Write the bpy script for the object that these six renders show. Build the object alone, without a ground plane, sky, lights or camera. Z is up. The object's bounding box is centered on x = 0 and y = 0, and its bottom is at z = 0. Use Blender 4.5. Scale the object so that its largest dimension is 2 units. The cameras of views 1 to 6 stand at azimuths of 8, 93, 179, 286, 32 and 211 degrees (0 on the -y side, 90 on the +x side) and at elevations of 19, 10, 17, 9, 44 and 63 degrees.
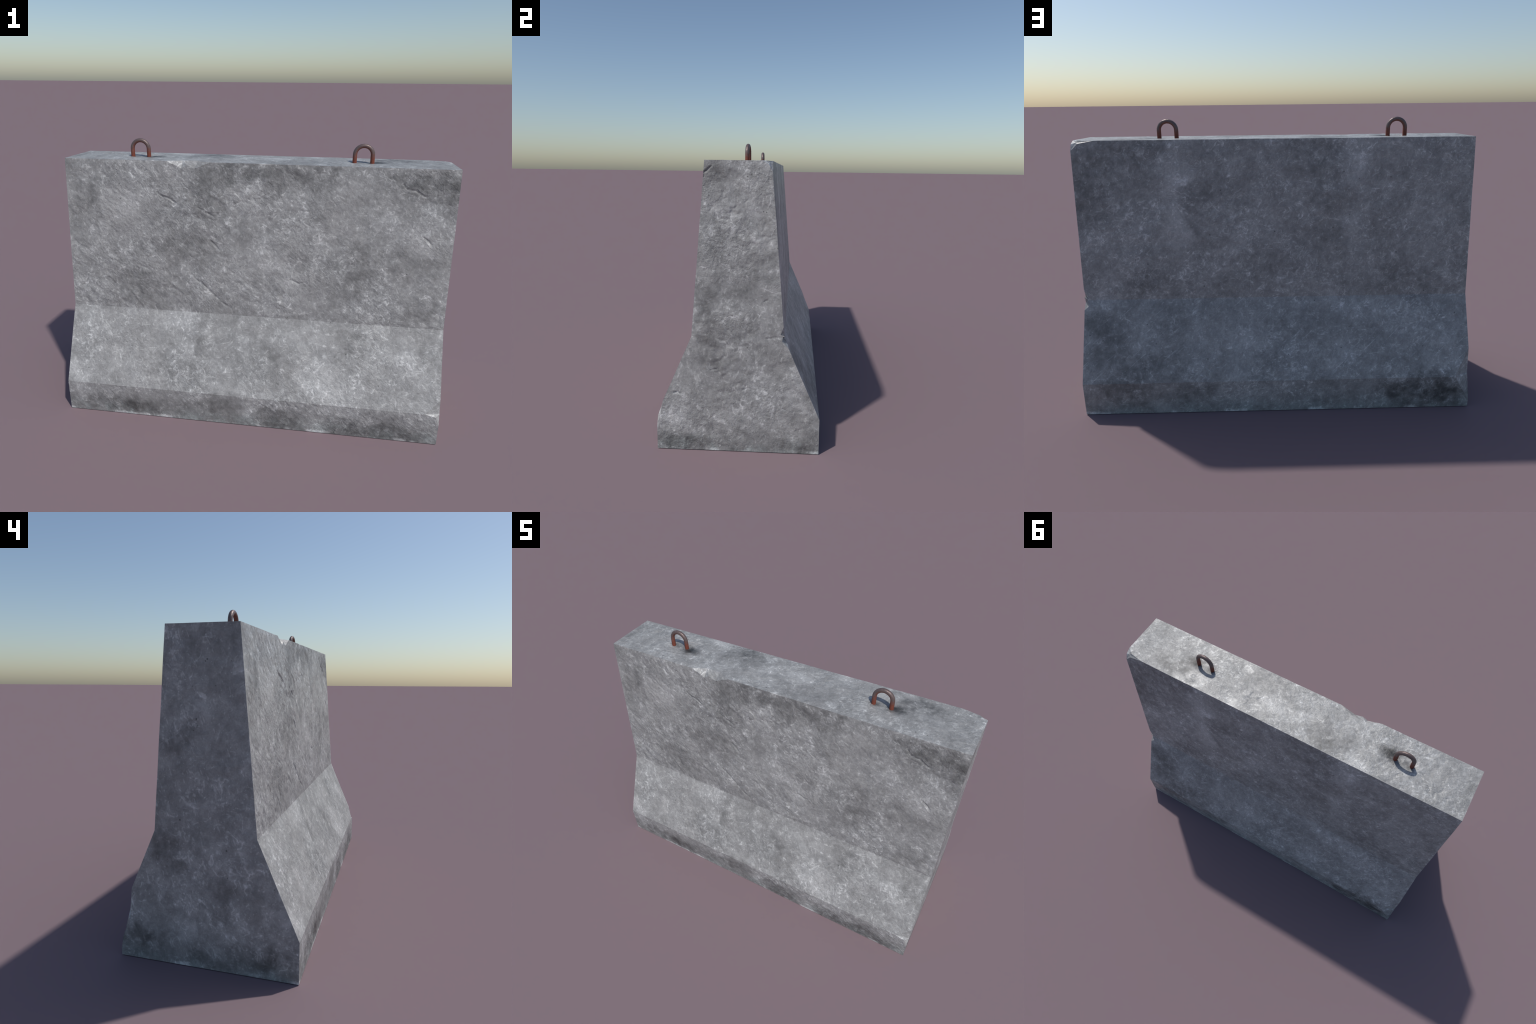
"""Weathered precast concrete road barrier with two rusty lifting loops.

The body is a loft of a three-slope safety-barrier section, with relief and
cracks displaced into a dense mesh and chipped corners cut out of it.
"""
import bpy, bmesh, math
import numpy as np
from mathutils import Vector

# ------------------------------------------------------------------ sizes
HALF_LEN = 1.0
TOP_Z = 1.377
# half width of the section against height: foot, kick slope, upper wall
SECTION = [(0.0, 0.3885), (0.175, 0.3885), (0.570, 0.2165), (TOP_Z, 0.149)]
STEP = 0.005

for o in list(bpy.data.objects):
    bpy.data.objects.remove(o, do_unlink=True)
COL = bpy.context.scene.collection


# ------------------------------------------------------------------ noise
_perm = np.random.RandomState(7).permutation(512)
_perm = np.concatenate([_perm, _perm, _perm])
_grad = np.random.RandomState(11).normal(size=(512, 3))
_grad /= np.linalg.norm(_grad, axis=1)[:, None]


def perlin(p):
    i = np.floor(p).astype(int)
    f = p - i
    w = f * f * f * (f * (f * 6 - 15) + 10)
    i &= 511
    out = np.zeros(len(p))
    for dx in (0, 1):
        for dy in (0, 1):
            for dz in (0, 1):
                h = _perm[_perm[_perm[(i[:, 0] + dx) & 511] + ((i[:, 1] + dy) & 511)] + ((i[:, 2] + dz) & 511)]
                d = f - np.array((dx, dy, dz))
                g = (_grad[h] * d).sum(1)
                wt = (w[:, 0] if dx else 1 - w[:, 0]) * (w[:, 1] if dy else 1 - w[:, 1]) * (w[:, 2] if dz else 1 - w[:, 2])
                out += g * wt
    return out


def fbm(p, octaves=4, gain=0.5):
    out, a = np.zeros(len(p)), 1.0
    for k in range(octaves):
        out += a * perlin(p * 2.0 ** k + 17.3 * k)
        a *= gain
    return out


def smooth(x, a, b):
    t = np.clip((x - a) / (b - a), 0, 1)
    return t * t * (3 - 2 * t)


# ------------------------------------------------------------------ body loft
def spaced(a, b, step):
    n = max(1, int(round((b - a) / step)))
    return np.linspace(a, b, n + 1)


# faces of the body, also used as temporary material slots
FOOT_F, SLOPE_F, WALL_F, FOOT_B, SLOPE_B, WALL_B, END_R, END_L, TOP, UNDER, CHIP = range(11)


def half_width(z):
    zs, ws = zip(*SECTION)
    return np.interp(z, zs, ws)


CRACKS = [  # polylines across the front wall (x, z), width, depth
    ([(-0.50, 1.215), (-0.47, 1.195), (-0.43, 1.185), (-0.40, 1.165)], 0.006, 0.0050),
    ([(-0.29, 1.150), (-0.24, 1.120), (-0.20, 1.100), (-0.17, 1.098)], 0.007, 0.0045),
    ([(-0.22, 0.975), (-0.19, 0.945), (-0.17, 0.920)], 0.007, 0.0045),
    ([(-0.33, 0.790), (-0.27, 0.740), (-0.21, 0.690), (-0.16, 0.640), (-0.10, 0.605)], 0.006, 0.0040),
    ([(0.20, 0.790), (0.25, 0.770), (0.29, 0.780)], 0.006, 0.0045),
    ([(0.735, 1.300), (0.755, 1.275), (0.80, 1.270), (0.84, 1.245), (0.865, 1.250)], 0.007, 0.0040),
    ([(0.855, 1.045), (0.885, 1.025), (0.90, 1.000)], 0.006, 0.0045),
    ([(-0.64, 0.830), (-0.58, 0.810), (-0.55, 0.795)], 0.005, 0.0035),
    ([(0.56, 0.915), (0.60, 0.885)], 0.006, 0.0030),
]
END_CRACKS = [  # same on the right-hand end (y, z)
    ([(-0.165, 1.318), (-0.140, 1.330), (-0.115, 1.352)], 0.006, 0.0050),
    ([(-0.170, 1.300), (-0.150, 1.306)], 0.006, 0.0045),
    ([(0.120, 0.745), (0.140, 0.752)], 0.005, 0.0040),
    ([(-0.305, 0.288), (-0.290, 0.293), (-0.270, 0.286)], 0.006, 0.0050),
    ([(-0.130, 0.410), (-0.085, 0.415)], 0.006, 0.0035),
    ([(-0.020, 0.330), (0.010, 0.350)], 0.006, 0.0035),
    ([(0.020, 0.310), (0.050, 0.325)], 0.005, 0.0030),
    ([(0.135, 0.571), (0.170, 0.572), (0.209, 0.574)], 0.0035, 0.0035),
]


def groove(uv, lines, wob):
    """Depth of V-shaped cracks that follow wobbling polylines and thin out at the tips."""
    depth = np.zeros(len(uv))
    broken = smooth(wob[:, 0], -0.0022, 0.0002)
    q = uv + wob
    for pts, width, deep in lines:
        pts = np.array(pts)
        seg = np.linalg.norm(np.diff(pts, axis=0), axis=1)
        run = np.concatenate([[0], np.cumsum(seg)]) / seg.sum()
        near = np.where((np.abs(q - pts.mean(0)) < np.ptp(pts, axis=0) / 2 + 0.03).all(1))[0]
        best = np.zeros(len(near))
        for a, b, ra, rb in zip(pts[:-1], pts[1:], run[:-1], run[1:]):
            t = np.clip(((q[near] - a) @ (b - a)) / ((b - a) @ (b - a)), 0, 1)
            d = np.linalg.norm(q[near] - a - t[:, None] * (b - a), axis=1)
            r = ra + t * (rb - ra)
            w = width * (0.35 + 0.65 * np.sqrt(np.clip(4 * r * (1 - r), 0, 1)))
            best = np.maximum(best, 1.3 * deep * np.clip(1 - d / w, 0, 1))
        depth[near] = np.maximum(depth[near], best)
    return depth * (0.25 + 0.75 * broken)


def relief(p, face, edge):
    """Height of the surface along the face normal at base points p (edge = distance to the face border)."""
    env = smooth(edge, 0.002, 0.018)
    h = 0.0012 * perlin(p * 4.0 + 3.1) * env
    # broad rocky swells
    swell = {WALL_F: 0.0028, END_R: 0.0016, FOOT_F: 0.0018, SLOPE_F: 0.0016, TOP: 0.0028}.get(face, 0.0015)
    h += swell * fbm(p * np.array((9.0, 11.0, 13.0)) + 2.2, 3, 0.55) * env
    # slabby grain running down to the right, as trowelled concrete tears
    c, s = math.cos(math.radians(-33)), math.sin(math.radians(-33))
    g = np.stack([(p[:, 0] * c + p[:, 2] * s) * 9, p[:, 1] * 14, (-p[:, 0] * s + p[:, 2] * c) * 26], 1)
    g += 0.8 * np.stack([perlin(p * 7 + 40), perlin(p * 7 + 50), perlin(p * 7 + 60)], 1)
    rough = fbm(g, 3, 0.55)
    patch = smooth(perlin(p * 3.1 + 9.0), -0.15, 0.40)
    amp = {WALL_F: 0.0029, SLOPE_F: 0.0010, FOOT_F: 0.0018, END_R: 0.0036, TOP: 0.0022}.get(face, 0.0009)
    rough = rough + 0.5 * (1 - 3.0 * np.abs(perlin(g * 0.9 + 31)))      # ragged ridges
    h += amp * rough * (0.12 + 0.95 * patch) * env
    if face in (WALL_F, FOOT_F, END_R, TOP):      # many short tears that open and close along the grain
        t = g * np.array((0.75, 1.0, 0.75)) + 0.35 * np.stack([perlin(p * 30 + k) for k in (2, 12, 22)], 1)
        open_ = smooth(perlin(p * 8 + 77), 0.06, 0.30) * (0.3 + 0.7 * patch)
        h -= 0.0034 * np.clip(1 - np.abs(perlin(t + 5.5)) / 0.075, 0, 1) * open_ * env
    h += 0.0004 * fbm(p * 45 + 5, 2) * env
    wob = 0.007 * np.stack([perlin(p * 28 + 1.7), perlin(p * 28 + 8.2)], 1)
    if face == WALL_F:
        h -= groove(p[:, [0, 2]], CRACKS, wob) * smooth(edge, 0, 0.004)
    if face == END_R:
        h -= groove(p[:, [1, 2]], END_CRACKS, wob * 0.5) * smooth(edge, 0, 0.004)
    if face == TOP:      # shallow hollows round the loops
        for lx in LOOP_X:
            d = np.hypot((p[:, 0] - lx) / 0.085, (p[:, 1] - 0.005) / 0.05)
            h -= 0.004 * smooth(-d, -1.0, -0.5) * env
    return h


LOOP_X = (-0.6375, 0.548)


def build_body():
    verts, quads, mats = [], [], []

    def patch(grid, normal, face, flip):
        nu, nv = grid.shape[:2]
        p = grid.reshape(-1, 3)
        du = np.linalg.norm(np.diff(grid[:, nv // 2], axis=0), axis=1)
        dv = np.linalg.norm(np.diff(grid[nu // 2], axis=0), axis=1)
        u = np.concatenate([[0], np.cumsum(du)])
        v = np.concatenate([[0], np.cumsum(dv)])
        edge = np.minimum(np.minimum(u, u[-1] - u)[:, None], np.minimum(v, v[-1] - v)[None, :]).ravel()
        if face != UNDER:
            p = p + np.array(normal) * relief(p, face, edge)[:, None]
        base = sum(len(a) for a in verts)
        verts.append(p)
        idx = base + np.arange(nu * nv).reshape(nu, nv)
        q = np.stack([idx[:-1, :-1], idx[1:, :-1], idx[1:, 1:], idx[:-1, 1:]], -1).reshape(-1, 4)
        if flip:
            q = q[:, ::-1]
        quads.append(q)
        mats.append(np.full(len(q), face))

    xs = spaced(-HALF_LEN, HALF_LEN, STEP)
    z_all = [spaced(a[0], b[0], STEP * 0.95) for a, b in zip(SECTION[:-1], SECTION[1:])]
    for side, faces in ((-1, (FOOT_F, SLOPE_F, WALL_F)), (1, (FOOT_B, SLOPE_B, WALL_B))):
        for k, face in enumerate(faces):
            zs = z_all[k]
            (z0, w0), (z1, w1) = SECTION[k], SECTION[k + 1]
            n = np.array((0, side * (z1 - z0), w0 - w1))
            n /= np.linalg.norm(n)
            X, Z = np.meshgrid(xs, zs, indexing='ij')
            patch(np.stack([X, side * half_width(Z), Z], -1), n, face, side > 0)
    ts = np.linspace(-1, 1, 81)
    zs = np.concatenate([z_all[0], z_all[1][1:], z_all[2][1:]])
    T, Z = np.meshgrid(ts, zs, indexing='ij')
    for sx, face in ((1, END_R), (-1, END_L)):
        patch(np.stack([np.full_like(T, sx * HALF_LEN), T * half_width(Z), Z], -1), (sx, 0, 0), face, sx < 0)
    X, T = np.meshgrid(xs, ts, indexing='ij')
    patch(np.stack([X, T * SECTION[-1][1], np.full_like(X, TOP_Z)], -1), (0, 0, 1), TOP, False)
    patch(np.stack([X, T * SECTION[0][1], np.zeros_like(X)], -1), (0, 0, -1), UNDER, True)

    V, Q, M = np.concatenate(verts), np.concatenate(quads), np.concatenate(mats)
    # weld the seams between the faces
    key = np.round(V / 2e-5).astype(np.int64)
    _, first, inv = np.unique(key, axis=0, return_index=True, return_inverse=True)
    inv = inv.ravel()
    V, Q = V[first], inv[Q]
    # slight waviness of the whole casting, so that the long edges are not ruler-straight
    V = V + 0.0011 * smooth(V[:, 2], 0.0, 0.05)[:, None] * np.stack(
        [perlin(V * 6 + 70), perlin(V * 6 + 80), perlin(V * 6 + 90)], 1)
    me = bpy.data.meshes.new("barrier_body")
    me.vertices.add(len(V))
    me.vertices.foreach_set("co", V.astype(np.float32).ravel())
    me.loops.add(Q.size)
    me.loops.foreach_set("vertex_index", Q.astype(np.int32).ravel())
    me.polygons.add(len(Q))
    me.polygons.foreach_set("loop_start", np.arange(0, Q.size, 4, dtype=np.int32))
    me.polygons.foreach_set("material_index", M.astype(np.int32))
    me.update(calc_edges=True)
    me.validate()
    return me


# ------------------------------------------------------------------ chips
# Each chip: the corner points of one broken facet and the direction in which
# everything beyond that facet has fallen away.
F_TOP, B_TOP = (0, -0.6, 0.8), (0.5, 0.5, 0.7)
FOLD, F_FOOT, B_FOOT = (0.6, 0.76, 0.25), (0.55, -0.75, 0.35), (-0.6, 0.75, 0.25)
CHIPS = [
    # two bites out of the top front edge
    ([(-0.455, -0.150, 1.379), (-0.370, -0.154, 1.340), (-0.340, -0.1525, 1.3585), (-0.372, -0.112, 1.3785)], F_TOP),
    ([(-0.372, -0.112, 1.3785), (-0.340, -0.1525, 1.3585), (-0.296, -0.155, 1.341), (-0.210, -0.150, 1.379), (-0.290, -0.116, 1.3785)], F_TOP),
    # top back corner at the right-hand end, three facets round one blunt point
    ([(1.003, 0.096, 1.379), (1.003, 0.135, 1.361), (0.975, 0.139, 1.367), (0.962, 0.132, 1.379)], B_TOP),
    ([(1.003, 0.135, 1.361), (0.975, 0.139, 1.367), (0.962, 0.152, 1.362), (1.002, 0.156, 1.324)], B_TOP),
    ([(0.962, 0.132, 1.379), (0.975, 0.139, 1.367), (0.962, 0.152, 1.362), (0.865, 0.151, 1.379)], B_TOP),
    # bite at the back fold of the right-hand end, above and below a small tooth
    ([(1.003, 0.212, 0.636), (1.003, 0.196, 0.591), (0.985, 0.210, 0.577), (0.981, 0.218, 0.583)], FOLD),
    ([(1.003, 0.204, 0.556), (0.986, 0.213, 0.568), (0.976, 0.234, 0.537), (1.003, 0.243, 0.515)], FOLD),
    ([(1.003, 0.209, 0.580), (0.984, 0.211, 0.574), (0.984, 0.222, 0.566), (1.003, 0.206, 0.556)], FOLD),
    # foot of the right-hand end, front
    ([(0.915, -0.391, 0.176), (0.977, -0.392, 0.158), (1.003, -0.370, 0.176), (1.003, -0.3565, 0.252)], F_FOOT),
    ([(0.977, -0.392, 0.158), (1.003, -0.391, 0.104), (1.003, -0.370, 0.176)], F_FOOT),
    # long spall down the back corner of the left-hand end
    ([(-1.003, 0.328, 0.314), (-1.003, 0.342, 0.172), (-0.987, 0.355, 0.171), (-0.915, 0.391, 0.177)], B_FOOT),
    ([(-1.003, 0.342, 0.172), (-0.987, 0.355, 0.171), (-1.003, 0.389, 0.030)], B_FOOT),
    ([(-0.987, 0.355, 0.171), (-0.915, 0.391, 0.177), (-0.985, 0.391, 0.075), (-1.003, 0.390, 0.030)], B_FOOT),
    # thin flakes off the top front edge
    ([(-0.03, -0.1505, 1.3790), (0.03, -0.154, 1.3715), (0.12, -0.154, 1.3705), (0.155, -0.1505, 1.3790), (0.06, -0.1455, 1.3785)], F_TOP),
    ([(0.43, -0.1505, 1.3790), (0.47, -0.154, 1.3720), (0.53, -0.1505, 1.3790), (0.48, -0.1460, 1.3785)], F_TOP),
    ([(0.66, -0.1505, 1.3790), (0.69, -0.154, 1.3735), (0.73, -0.1505, 1.3790), (0.69, -0.1465, 1.3785)], F_TOP),
    ([(-0.60, -0.1505, 1.3790), (-0.55, -0.154, 1.3715), (-0.47, -0.154, 1.3725), (-0.44, -0.1505, 1.3790), (-0.52, -0.1460, 1.3785)], F_TOP),
    ([(0.86, -0.1505, 1.3790), (0.89, -0.154, 1.3738), (0.92, -0.1505, 1.3790), (0.89, -0.1467, 1.3785)], F_TOP),
]


def chip_mesh(points, direction):
    d = Vector(direction).normalized()
    bm = bmesh.new()
    mid = sum((Vector(p) for p in points), Vector()) / len(points)
    for p in points:        # flares outwards, so that neighbouring cutters overlap
        p = Vector(p)
        bm.verts.new(p)
        bm.verts.new(p + d * 0.12 + (p - mid) * 0.35)
    bmesh.ops.convex_hull(bm, input=bm.verts[:])
    loose = [v for v in bm.verts if not v.link_faces]
    bmesh.ops.delete(bm, geom=loose, context='VERTS')
    bmesh.ops.recalc_face_normals(bm, faces=bm.faces[:])
    for f in bm.faces:
        f.material_index = CHIP
    me = bpy.data.meshes.new("chip_cutter")
    bm.to_mesh(me)
    bm.free()
    return me


def apply_modifiers(ob):
    dg = bpy.context.evaluated_depsgraph_get()
    me = bpy.data.meshes.new_from_object(ob.evaluated_get(dg))
    ob.modifiers.clear()
    old = ob.data
    ob.data = me
    bpy.data.meshes.remove(old)


def cut_chips(body):
    """Join the cutters into one solid, then take it out of the body in a single cut."""
    slots = [bpy.data.materials.new("slot") for _ in range(11)]

    def temp(me):
        for s in slots:
            me.materials.append(s)
        ob = bpy.data.objects.new("cutter", me)
        COL.objects.link(ob)
        return ob

    cutters = [temp(chip_mesh(*c)) for c in CHIPS]
    tool = cutters[0]
    for c in cutters[1:]:
        m = tool.modifiers.new("join", 'BOOLEAN')
        m.operation, m.solver, m.object = 'UNION', 'EXACT', c
        apply_modifiers(tool)
    for s in slots:
        body.data.materials.append(s)
    m = body.modifiers.new("chips", 'BOOLEAN')
    m.operation, m.solver, m.object = 'DIFFERENCE', 'EXACT', tool
    apply_modifiers(body)
    for c in cutters:
        bpy.data.objects.remove(c, do_unlink=True)
    face = np.empty(len(body.data.polygons), np.int32)
    body.data.polygons.foreach_get("material_index", face)
    body.data.materials.clear()
    for s in slots:
        bpy.data.materials.remove(s)
    body.data.name = "barrier_body"
    return face


def sharpen(me, mat):
    """Smooth shading inside each face, hard edges wherever two faces of the casting meet."""
    ne = len(me.edges)
    tot = np.empty(len(me.polygons), np.int32)
    me.polygons.foreach_get("loop_total", tot)
    nrm = np.empty(len(me.polygons) * 3, np.float32)
    me.polygons.foreach_get("normal", nrm)
    nrm = nrm.reshape(-1, 3)
    le = np.empty(len(me.loops), np.int32)
    me.loops.foreach_get("edge_index", le)
    lp = np.repeat(np.arange(len(mat)), tot)
    lo, hi = np.full(ne, 999), np.full(ne, -1)
    np.minimum.at(lo, le, mat[lp])
    np.maximum.at(hi, le, mat[lp])
    order = np.argsort(le, kind='stable')
    e, f = le[order], lp[order]
    pair = np.where(e[:-1] == e[1:])[0]
    bend = np.zeros(ne, bool)
    cos = (nrm[f[pair]] * nrm[f[pair + 1]]).sum(1)
    both = (mat[f[pair]] == CHIP) & (mat[f[pair + 1]] == CHIP)
    bend[e[pair]] = both & (cos < math.cos(math.radians(8)))
    me.attributes.new("sharp_edge", 'BOOLEAN', 'EDGE') if "sharp_edge" not in me.attributes else None
    me.attributes["sharp_edge"].data.foreach_set("value", (lo != hi) | bend)
    me.polygons.foreach_set("use_smooth", np.ones(len(mat), bool))
    me.update()


# ------------------------------------------------------------------ materials
class Net:
    """Small helper for wiring shader nodes."""

    def __init__(self, name):
        self.mat = bpy.data.materials.new(name)
        self.mat.use_nodes = True
        self.t = self.mat.node_tree
        self.t.nodes.clear()
        self.out = self.t.nodes.new("ShaderNodeOutputMaterial")
        self.bsdf = self.t.nodes.new("ShaderNodeBsdfPrincipled")
        self.t.links.new(self.bsdf.outputs[0], self.out.inputs[0])

    def put(self, sock, val):
        if isinstance(val, bpy.types.NodeSocket):
            self.t.links.new(val, sock)
        elif val is not None:
            sock.default_value = val

    def math(self, op, a, b=None, c=None, clamp=False):
        n = self.t.nodes.new("ShaderNodeMath")
        n.operation, n.use_clamp = op, clamp
        for s, v in zip(n.inputs, (a, b, c)):
            self.put(s, v)
        return n.outputs[0]

    def vec(self, op, a, b=None, out=0, scale=None):
        n = self.t.nodes.new("ShaderNodeVectorMath")
        n.operation = op
        self.put(n.inputs[0], a)
        self.put(n.inputs[1], b)
        if scale is not None:
            self.put(n.inputs["Scale"], scale)
        return n.outputs[out]

    def ramp(self, x, a, b, lo=0.0, hi=1.0, kind='SMOOTHSTEP'):
        n = self.t.nodes.new("ShaderNodeMapRange")
        n.interpolation_type = kind
        for s, v in zip(n.inputs, (x, a, b, lo, hi)):
            self.put(s, v)
        return n.outputs[0]

    def along(self, p, direction, long, wide, offset=0.0):
        """Coordinates stretched along a direction: features come out `wide/long` times longer that way."""
        d = Vector(direction).normalized()
        e = d.orthogonal().normalized()
        f = d.cross(e)
        n = self.t.nodes.new("ShaderNodeCombineXYZ")
        for s, ax, k in zip(n.inputs, (d, e, f), (long, wide, wide)):
            self.put(s, self.vec('DOT_PRODUCT', p, tuple(ax * k), out=1))
        return self.vec('ADD', n.outputs[0], (offset, offset * 0.37, offset * 0.71)) if offset else n.outputs[0]

    def noise(self, p, scale, detail=3, rough=0.5, distort=0.0, color=False, kind=None):
        n = self.t.nodes.new("ShaderNodeTexNoise")
        if kind:
            n.noise_type = kind
        self.put(n.inputs["Vector"], p)
        n.inputs["Scale"].default_value = scale
        n.inputs["Detail"].default_value = detail
        n.inputs["Roughness"].default_value = rough
        n.inputs["Distortion"].default_value = distort
        return n.outputs["Color" if color else "Fac"]

    def voronoi(self, p, scale, feature='F1', out="Distance", rand=1.0):
        n = self.t.nodes.new("ShaderNodeTexVoronoi")
        n.feature = feature
        self.put(n.inputs["Vector"], p)
        n.inputs["Scale"].default_value = scale
        n.inputs["Randomness"].default_value = rand
        return n.outputs[out]

    def mix(self, fac, a, b):
        n = self.t.nodes.new("ShaderNodeMix")
        n.data_type = 'RGBA'
        self.put(n.inputs[0], fac)
        self.put(n.inputs[6], a)
        self.put(n.inputs[7], b)
        return n.outputs[2]

    def bump(self, height, dist, strength=1.0, normal=None):
        n = self.t.nodes.new("ShaderNodeBump")
        n.inputs["Strength"].default_value = strength
        n.inputs["Distance"].default_value = dist
        self.put(n.inputs["Height"], height)
        self.put(n.inputs["Normal"], normal)
        return n.outputs[0]


# Stains and washed-out spots: centre, radius along the face, radius across it,
# strength (negative = dark, positive = light)
FRONT_STAINS = [
    (-0.07, -0.15, 1.33, 0.181, 0.074, -0.50), (0.27, -0.15, 1.32, 0.206, 0.072, -0.45), (0.85, -0.15, 1.31, 0.164, 0.071, -0.60),
    (0.98, -0.16, 1.24, 0.052, 0.095, -0.40), (-0.88, -0.17, 1.16, 0.083, 0.106, -0.25), (-0.23, -0.16, 1.21, 0.136, 0.119, -0.30),
    (-0.37, -0.18, 1.00, 0.228, 0.161, -0.20), (0.57, -0.19, 0.86, 0.193, 0.175, -0.20), (-0.61, -0.20, 0.75, 0.222, 0.171, -0.20),
    (-0.70, -0.17, 1.14, 0.162, 0.106, 0.30), (-0.60, -0.17, 1.07, 0.072, 0.089, 0.25), (0.81, -0.17, 1.07, 0.169, 0.083, 0.30),
    (0.88, -0.18, 0.98, 0.093, 0.067, 0.30), (-0.02, -0.17, 1.18, 0.133, 0.135, 0.20), (-0.42, -0.20, 0.80, 0.127, 0.074, 0.25),
    (0.28, -0.20, 0.72, 0.119, 0.091, 0.20), (0.07, -0.19, 0.88, 0.204, 0.143, 0.20), (0.50, -0.16, 1.20, 0.094, 0.131, 0.20),
    (-0.95, -0.20, 0.76, 0.077, 0.154, 0.20), (-0.72, -0.33, 0.31, 0.188, 0.071, 0.30), (-0.37, -0.24, 0.51, 0.182, 0.080, 0.35),
    (0.31, -0.24, 0.51, 0.120, 0.102, 0.30), (0.44, -0.35, 0.25, 0.151, 0.083, 0.25), (0.83, -0.29, 0.41, 0.145, 0.132, 0.20),
    (-0.95, -0.37, 0.22, 0.086, 0.081, 0.30), (-0.09, -0.37, 0.21, 0.211, 0.051, 0.15), (-0.85, -0.26, 0.46, 0.172, 0.108, 0.15),
    (-0.27, -0.27, 0.45, 0.070, 0.110, -0.22), (0.11, -0.31, 0.35, 0.122, 0.102, -0.25), (-0.35, -0.35, 0.27, 0.163, 0.104, -0.20),
    (0.55, -0.26, 0.46, 0.100, 0.101, -0.15), (0.94, -0.26, 0.46, 0.064, 0.148, -0.15), (-0.72, -0.39, 0.06, 0.160, 0.055, -0.38),
    (-0.59, -0.39, 0.06, 0.114, 0.055, -0.45), (0.20, -0.39, 0.05, 0.150, 0.055, -0.42), (0.74, -0.39, 0.05, 0.180, 0.051, -0.50),
    (-0.20, -0.39, 0.11, 0.145, 0.053, -0.30), (0.52, -0.39, 0.07, 0.084, 0.051, -0.35), (0.04, -0.39, 0.07, 0.089, 0.042, 0.20),
    (0.37, -0.39, 0.05, 0.060, 0.037, 0.40), (0.43, -0.39, 0.14, 0.084, 0.041, 0.20), (-0.93, -0.39, 0.13, 0.098, 0.066, 0.15),
]
BACK_STAINS = [
    (0.92, 0.17, 1.16, 0.145, 0.197, -0.35), (0.70, 0.15, 1.33, 0.144, 0.079, -0.30), (0.33, 0.17, 1.10, 0.147, 0.099, -0.20),
    (-0.21, 0.16, 1.30, 0.162, 0.096, -0.25), (0.72, 0.21, 0.65, 0.152, 0.089, -0.30), (-0.65, 0.21, 0.66, 0.155, 0.107, -0.20),
    (-0.36, 0.17, 1.09, 0.116, 0.083, -0.25), (0.50, 0.17, 1.12, 0.065, 0.400, 0.45), (-0.42, 0.17, 1.12, 0.085, 0.400, 0.50),
    (0.85, 0.21, 0.67, 0.118, 0.088, 0.35), (0.68, 0.19, 0.94, 0.198, 0.170, 0.15), (0.12, 0.18, 1.02, 0.132, 0.117, 0.15),
    (-0.02, 0.19, 0.93, 0.100, 0.085, 0.15), (-0.75, 0.19, 0.92, 0.203, 0.172, 0.12), (0.89, 0.29, 0.40, 0.101, 0.149, -0.36),
    (0.68, 0.36, 0.24, 0.201, 0.099, -0.30), (-0.46, 0.23, 0.53, 0.173, 0.077, 0.40), (-0.35, 0.34, 0.30, 0.085, 0.100, 0.25),
    (0.23, 0.31, 0.36, 0.203, 0.133, 0.20), (-0.86, 0.34, 0.29, 0.137, 0.134, 0.20), (0.03, 0.37, 0.23, 0.101, 0.082, -0.20),
    (0.91, 0.23, 0.54, 0.102, 0.042, 0.30), (-0.62, 0.39, 0.09, 0.086, 0.089, -0.70), (-0.82, 0.39, 0.09, 0.173, 0.099, -0.80),
    (0.81, 0.39, 0.12, 0.167, 0.078, -0.40), (0.44, 0.39, 0.12, 0.101, 0.078, -0.40), (0.58, 0.39, 0.05, 0.102, 0.049, 0.40),
    (0.01, 0.39, 0.09, 0.085, 0.059, 0.30), (-0.21, 0.39, 0.05, 0.103, 0.059, -0.20),
]
RIGHT_END_STAINS = [
    (1.00, -0.10, 1.33, 0.065, 0.042, -0.40), (1.00, -0.14, 0.73, 0.060, 0.125, -0.25), (1.00, -0.11, 0.51, 0.077, 0.096, -0.30),
    (1.00, -0.27, 0.05, 0.119, 0.043, -0.60), (1.00, -0.00, 0.81, 0.074, 0.077, -0.20), (1.00, -0.08, 1.03, 0.074, 0.089, -0.25),
    (1.00, 0.30, 0.03, 0.078, 0.034, -0.40), (1.00, 0.24, 1.28, 0.071, 0.085, -0.20), (1.00, 0.04, 1.19, 0.058, 0.058, 0.30),
    (1.00, 0.11, 1.05, 0.073, 0.088, 0.30), (1.00, -0.23, 0.41, 0.070, 0.065, 0.30), (1.00, -0.27, 0.16, 0.079, 0.076, 0.30),
    (1.00, 0.24, 0.36, 0.106, 0.081, 0.25), (1.00, 0.13, 0.70, 0.075, 0.124, 0.15),
]
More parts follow.
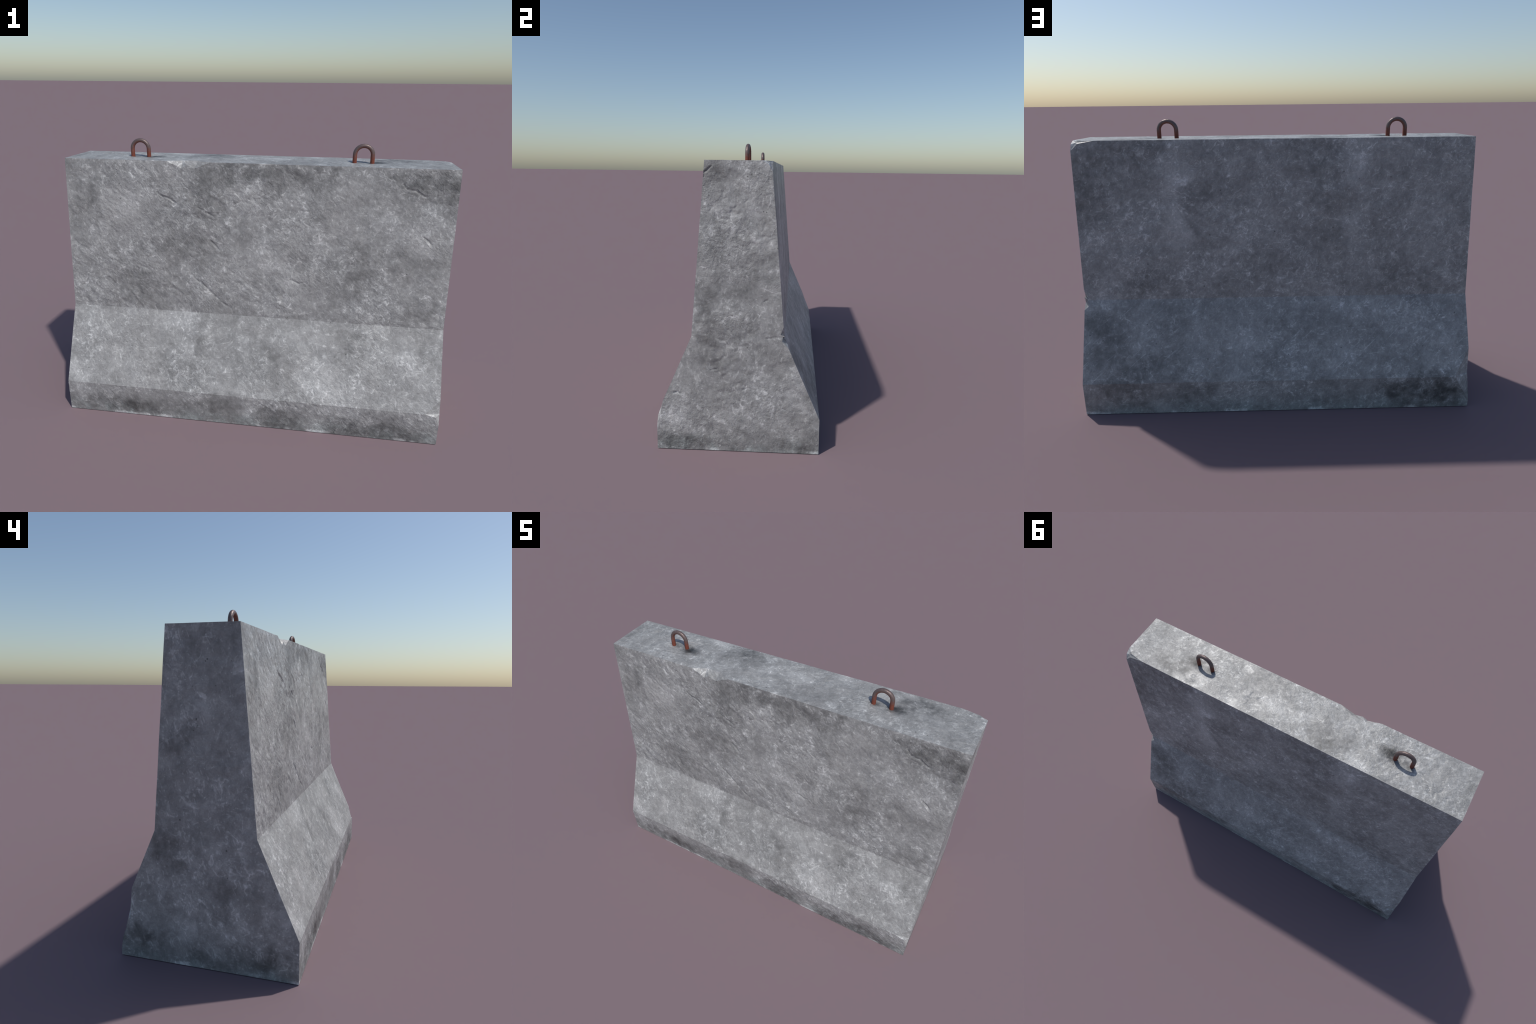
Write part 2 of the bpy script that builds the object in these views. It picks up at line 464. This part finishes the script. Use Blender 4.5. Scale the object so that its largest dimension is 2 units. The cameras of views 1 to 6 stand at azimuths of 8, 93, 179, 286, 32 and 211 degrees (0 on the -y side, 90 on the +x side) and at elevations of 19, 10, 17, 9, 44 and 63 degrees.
LEFT_END_STAINS = [
    (-1.00, 0.15, 0.49, 0.072, 0.097, -0.50), (-1.00, 0.30, 0.10, 0.109, 0.060, -0.50), (-1.00, -0.25, 0.08, 0.120, 0.056, -0.65),
    (-1.00, 0.03, 0.07, 0.058, 0.044, -0.40), (-1.00, -0.10, 0.32, 0.082, 0.110, -0.20), (-1.00, -0.04, 1.33, 0.101, 0.070, -0.25),
    (-1.00, 0.11, 0.94, 0.082, 0.077, -0.30), (-1.00, 0.00, 1.02, 0.117, 0.062, 0.30), (-1.00, -0.13, 0.20, 0.082, 0.056, 0.20),
    (-1.00, 0.13, 0.14, 0.074, 0.088, 0.30), (-1.00, -0.36, 0.33, 0.038, 0.119, 0.10),
]
TOP_STAINS = [
    (-0.55, -0.02, 1.38, 0.065, 0.041, -0.60), (0.64, 0.04, 1.38, 0.072, 0.056, -0.35), (-0.24, 0.06, 1.38, 0.116, 0.085, -0.25),
    (0.18, -0.09, 1.38, 0.106, 0.064, -0.20), (0.57, 0.08, 1.38, 0.107, 0.055, 0.50), (-0.46, 0.12, 1.38, 0.097, 0.036, 0.50),
    (0.30, 0.12, 1.38, 0.069, 0.041, 0.35), (0.09, 0.02, 1.38, 0.069, 0.061, 0.30), (-0.13, -0.03, 1.38, 0.119, 0.080, 0.20),
    (-0.78, -0.01, 1.38, 0.112, 0.089, 0.10), (-0.96, 0.01, 1.38, 0.063, 0.102, -0.20), (0.71, 0.08, 1.38, 0.091, 0.056, -0.25),
    (-0.57, 0.00, 1.38, 0.055, 0.035, -0.60), (-0.25, 0.12, 1.38, 0.107, 0.082, -0.30), (0.62, 0.01, 1.38, 0.037, 0.020, -0.50),
    (0.73, 0.08, 1.38, 0.089, 0.049, -0.30), (-0.38, -0.09, 1.38, 0.104, 0.062, 0.20),
]


def concrete(name, stains, base=1.0, relief=1.0, mud=0.50, coarse=1.0):
    n = Net(name)
    tc = n.t.nodes.new("ShaderNodeTexCoord")
    P = tc.outputs["Object"]
    sep = n.t.nodes.new("ShaderNodeSeparateXYZ")
    n.put(sep.inputs[0], P)
    px, py, pz = sep.outputs
    T = n.vec('SCALE', P, scale=coarse) if coarse != 1.0 else P       # texture coordinates of the scuffs
    # warped position for ragged outlines
    w = n.vec('SUBTRACT', n.noise(P, 7, 4, 0.6, color=True), (0.5, 0.5, 0.5))
    W = n.vec('ADD', P, n.vec('SCALE', w, scale=0.24))
    W_NEAR = n.vec('ADD', P, n.vec('SCALE', w, scale=0.07))
    w2 = n.vec('SUBTRACT', n.noise(T, 30, 2, 0.5, color=True), (0.5, 0.5, 0.5))
    C = n.vec('ADD', T, n.vec('SCALE', w2, scale=0.022))       # for wandering streaks

    # tone, in stops around the mean: the sum of dark and light influences
    large = n.noise(P, 2.6, 3, 0.55)
    mid = n.noise(W, 8.0, 4, 0.6)
    blotch = n.noise(C, 24, 3, 0.6)
    fine = n.noise(n.along(C, (0.45, 0.2, -0.80), 50, 75), 1.0, 3, 0.6)
    grain = n.noise(P, 150, 2, 0.6)
    tone = n.math('MULTIPLY', n.math('SUBTRACT', large, 0.5), 0.8)
    for tex, weight in ((mid, 1.5), (blotch, 1.25), (fine, 0.95), (grain, 0.6)):
        tone = n.math('MULTIPLY_ADD', n.math('SUBTRACT', tex, 0.5), weight, tone)

    # stains, broken up by the blotches
    spots = 0.0
    for cx, cy, cz, ra, rc, s in stains:
        on_end = abs(abs(cx) - 1.0) < 1e-6
        sc = (1 / rc, 1 / ra, 1 / rc) if on_end else (1 / ra, 1 / rc, 1 / rc)
        d = n.vec('LENGTH', n.vec('MULTIPLY', n.vec('SUBTRACT', W if min(ra, rc) > 0.045 else W_NEAR, (cx, cy, cz)), sc), out=1)
        spots = n.math('ADD', spots, n.ramp(d, 1.55, 0.0, 0.0, s * (1.7 if s < 0 else 1.10)))
    if stains:
        tone = n.math('MULTIPLY_ADD', spots, n.ramp(blotch, 0.30, 0.70, 1.35, 0.65), tone)

    # scuffs: short pale strokes in several directions, and a few thin curling threads
    where = n.ramp(n.noise(W, 5.0, 2, 0.5), 0.44, 0.62)
    strokes = None
    for k, (d, lo, wi) in enumerate((((-0.40, 0.15, 0.90), 15, 46), ((0.65, 0.30, 0.70), 19, 58), ((-0.55, 0.40, 0.70), 20, 60),
                                     ((0.92, 0.35, -0.15), 17, 48), ((0.30, 0.85, 0.40), 19, 54))):
        s = n.ramp(n.noise(n.along(C, d, lo, wi, 3.7 * k + 1), 1.0, 2, 0.6), 0.58, 0.76)
        strokes = s if strokes is None else n.math('MAXIMUM', strokes, s)
    v1 = n.math('ABSOLUTE', n.math('SUBTRACT', n.noise(C, 15, 2, 0.5, 0.5), 0.5))
    veins = n.math('MULTIPLY', n.ramp(v1, 0.026, 0.003), n.ramp(blotch, 0.48, 0.62))
    pale = n.math('MULTIPLY', strokes, n.math('MULTIPLY_ADD', where, 0.62, 0.16))
    pale = n.math('MULTIPLY_ADD', veins, 0.50, pale)
    # a few long straight scratches
    for k, d in enumerate(((0.75, 0.30, -0.60), (-0.25, 0.30, 0.92), (0.98, 0.20, 0.05))):
        s = n.ramp(n.noise(n.along(T, d, 5.5, 105, 2.3 * k + 4), 1.0, 1, 0.5), 0.68, 0.76)
        pale = n.math('MULTIPLY_ADD', s, 0.45, pale)
    tone = n.math('ADD', tone, pale)

    # damp dirt along the foot, splash-washed at the very bottom
    low = n.ramp(pz, 0.16, 0.02)
    dirt = n.ramp(n.noise(W, 11, 4, 0.65), 0.42, 0.66, 0.35, 1.0)
    tone = n.math('SUBTRACT', tone, n.math('MULTIPLY', n.math('MULTIPLY', low, dirt), mud))
    rim = n.math('MULTIPLY', n.ramp(n.math('MULTIPLY_ADD', n.math('SUBTRACT', grain, 0.5), 0.03, pz), 0.020, 0.008), n.ramp(n.noise(P, 6, 3, 0.6), 0.50, 0.60))
    tone = n.math('MULTIPLY_ADD', rim, 1.1, tone)
    # rubbed corners at the two ends and along the top
    ends = n.ramp(n.math('ABSOLUTE', px), 0.982, 0.999)
    bare = n.ramp(n.noise(P, 14, 4, 0.6), 0.50, 0.64)
    side = n.ramp(n.math('ADD', n.math('ABSOLUTE', py), n.math('MULTIPLY', pz, 0.0836)), 0.2560, 0.2635)
    topw = n.math('MULTIPLY', n.ramp(pz, 1.362, 1.376), side)
    corner = n.math('MAXIMUM', n.math('MULTIPLY', ends, side), topw)
    tone = n.math('MULTIPLY_ADD', n.math('MULTIPLY', corner, bare), 0.28, tone)
    # pinholes
    vd = n.voronoi(P, 26)
    pick = n.ramp(n.noise(P, 13, 1), 0.57, 0.62)
    hole = n.math('MULTIPLY', n.ramp(vd, 0.120, 0.070), pick)
    tone = n.math('MULTIPLY_ADD', hole, -1.1, tone)

    val = n.math('POWER', 2.0, n.math('SUBTRACT', tone, 0.08))
    val = n.math('MULTIPLY', val, BASE_GREY * base)
    val = n.math('MINIMUM', n.math('MAXIMUM', val, 0.03), 0.62)
    hue = n.mix(n.noise(P, 5, 2), (1.0, 0.985, 0.965, 1), (0.985, 1.0, 1.0, 1))
    teal_tint = n.math('MULTIPLY', n.ramp(pz, 0.10, 0.01), n.ramp(mid, 0.40, 0.60))
    hue = n.mix(teal_tint, hue, (0.94, 1.0, 0.985, 1))
    col = n.vec('SCALE', hue, scale=val)
    n.put(n.bsdf.inputs["Base Color"], col)
    n.put(n.bsdf.inputs["Roughness"], n.ramp(tone, -0.6, 0.8, 0.52, 0.40))
    n.bsdf.inputs["Specular IOR Level"].default_value = 0.5

    # fine relief
    tear = n.noise(n.along(C, (0.72, 0.1, -0.69), 24, 62), 1.0, 4, 0.6)
    pits = n.noise(P, 70, 3, 0.6)
    rough = n.ramp(n.noise(P, 2.8, 2, 0.5), 0.38, 0.62, 0.30, 1.15)
    hgt = n.math('MULTIPLY', n.math('MULTIPLY_ADD', pits, 0.55, tear), rough)
    n.put(n.bsdf.inputs["Normal"], n.bump(hgt, 0.0034 * relief, 1.0))
    return n.mat


def rusty_steel():
    n = Net("rusty_steel")
    tc = n.t.nodes.new("ShaderNodeTexCoord")
    P = tc.outputs["Object"]
    sep = n.t.nodes.new("ShaderNodeSeparateXYZ")
    n.put(sep.inputs[0], P)
    z = n.math('MULTIPLY_ADD', n.math('SUBTRACT', n.noise(P, 55, 4, 0.65), 0.5), 0.055, sep.outputs[2])
    # object origin is at the concrete, so z is the height up the loop
    bare = n.ramp(z, 0.012, 0.055)
    mott = n.noise(P, 130, 4, 0.6)
    rust = n.mix(mott, (0.115, 0.030, 0.017, 1), (0.24, 0.058, 0.032, 1))
    steel = n.mix(mott, (0.100, 0.072, 0.068, 1), (0.190, 0.140, 0.132, 1))
    # the inner side of the bow stays rusty
    r = n.vec('LENGTH', n.vec('MULTIPLY', n.vec('SUBTRACT', P, (0, 0, 0.039)), (1, 0, 1)), out=1)
    inner = n.ramp(r, 0.036, 0.046)
    fac = n.math('MULTIPLY', bare, n.math('MULTIPLY_ADD', inner, 0.75, 0.25))
    n.put(n.bsdf.inputs["Base Color"], n.mix(fac, rust, steel))
    n.put(n.bsdf.inputs["Metallic"], n.math('MULTIPLY', fac, 0.35))
    n.put(n.bsdf.inputs["Roughness"], n.ramp(fac, 0.0, 1.0, 0.75, 0.42))
    n.put(n.bsdf.inputs["Normal"], n.bump(n.noise(P, 160, 4, 0.6), 0.0012, 1.0))
    return n.mat


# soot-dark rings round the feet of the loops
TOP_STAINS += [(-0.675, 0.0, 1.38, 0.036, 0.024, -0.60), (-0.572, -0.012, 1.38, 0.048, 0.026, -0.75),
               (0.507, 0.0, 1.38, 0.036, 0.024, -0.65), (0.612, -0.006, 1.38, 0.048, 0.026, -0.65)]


# ------------------------------------------------------------------ lifting loops
BAR, BEND, LEG = 0.0109, 0.0445, 0.0390


def loop_mesh():
    """Round bar bent into an inverted U, standing in the concrete."""
    path = [Vector((-BEND, 0, z)) for z in np.linspace(-0.03, LEG, 9)]
    path += [Vector((-BEND * math.cos(a), 0, LEG + BEND * 0.98 * math.sin(a))) for a in np.linspace(0, math.pi, 33)[1:-1]]
    path += [Vector((BEND, 0, z)) for z in np.linspace(LEG, -0.03, 9)]
    bm = bmesh.new()
    rings = []
    for i, p in enumerate(path):
        t = (path[min(i + 1, len(path) - 1)] - path[max(i - 1, 0)]).normalized()
        side = Vector((0, 1, 0))
        up = side.cross(t)
        ring = [bm.verts.new(p + BAR * (math.cos(a) * side + math.sin(a) * up)) for a in np.linspace(0, 2 * math.pi, 25)[:-1]]
        rings.append(ring)
    for a, b in zip(rings[:-1], rings[1:]):
        for k in range(24):
            bm.faces.new((a[k], a[(k + 1) % 24], b[(k + 1) % 24], b[k]))
    bm.faces.new(rings[0])
    bm.faces.new(rings[-1][::-1])
    bmesh.ops.recalc_face_normals(bm, faces=bm.faces[:])
    for f in bm.faces:
        f.smooth = len(f.verts) == 4
    me = bpy.data.meshes.new("lifting_loop")
    bm.to_mesh(me)
    bm.free()
    return me


# ------------------------------------------------------------------ assemble
BASE_GREY = 0.302

root = bpy.data.objects.new("concrete_barrier", None)
root["label"] = "weathered grey concrete road barrier with two rusty lifting loops"
root["category"] = "concrete barrier"
COL.objects.link(root)

body = bpy.data.objects.new("barrier_body", build_body())
COL.objects.link(body)
face_of = cut_chips(body)
sharpen(body.data, face_of)
front = concrete("concrete_front", FRONT_STAINS)
back = concrete("concrete_back", BACK_STAINS, relief=0.6, mud=0.15)
right = concrete("concrete_right_end", RIGHT_END_STAINS, relief=1.5, coarse=0.70)
left = concrete("concrete_left_end", LEFT_END_STAINS, relief=0.6, mud=0.35, coarse=0.70)
top = concrete("concrete_top", TOP_STAINS, base=0.90, relief=1.0)
broken = concrete("concrete_broken", [], base=0.98, relief=0.6)
for m in (front, front, front, back, back, back, right, left, top, back, broken):
    body.data.materials.append(m)
body.data.polygons.foreach_set("material_index", face_of)
body.data.update()
body.parent = root

steel = rusty_steel()
lm = loop_mesh()
lm.materials.append(steel)
for k, lx in enumerate(LOOP_X):
    ob = bpy.data.objects.new("lifting_loop", lm)
    ob.location = (lx, 0.0025, TOP_Z + 0.0008)
    ob.rotation_euler = (0, 0, math.radians((1.5, -1.5)[k]))
    ob.parent = root
    COL.objects.link(ob)
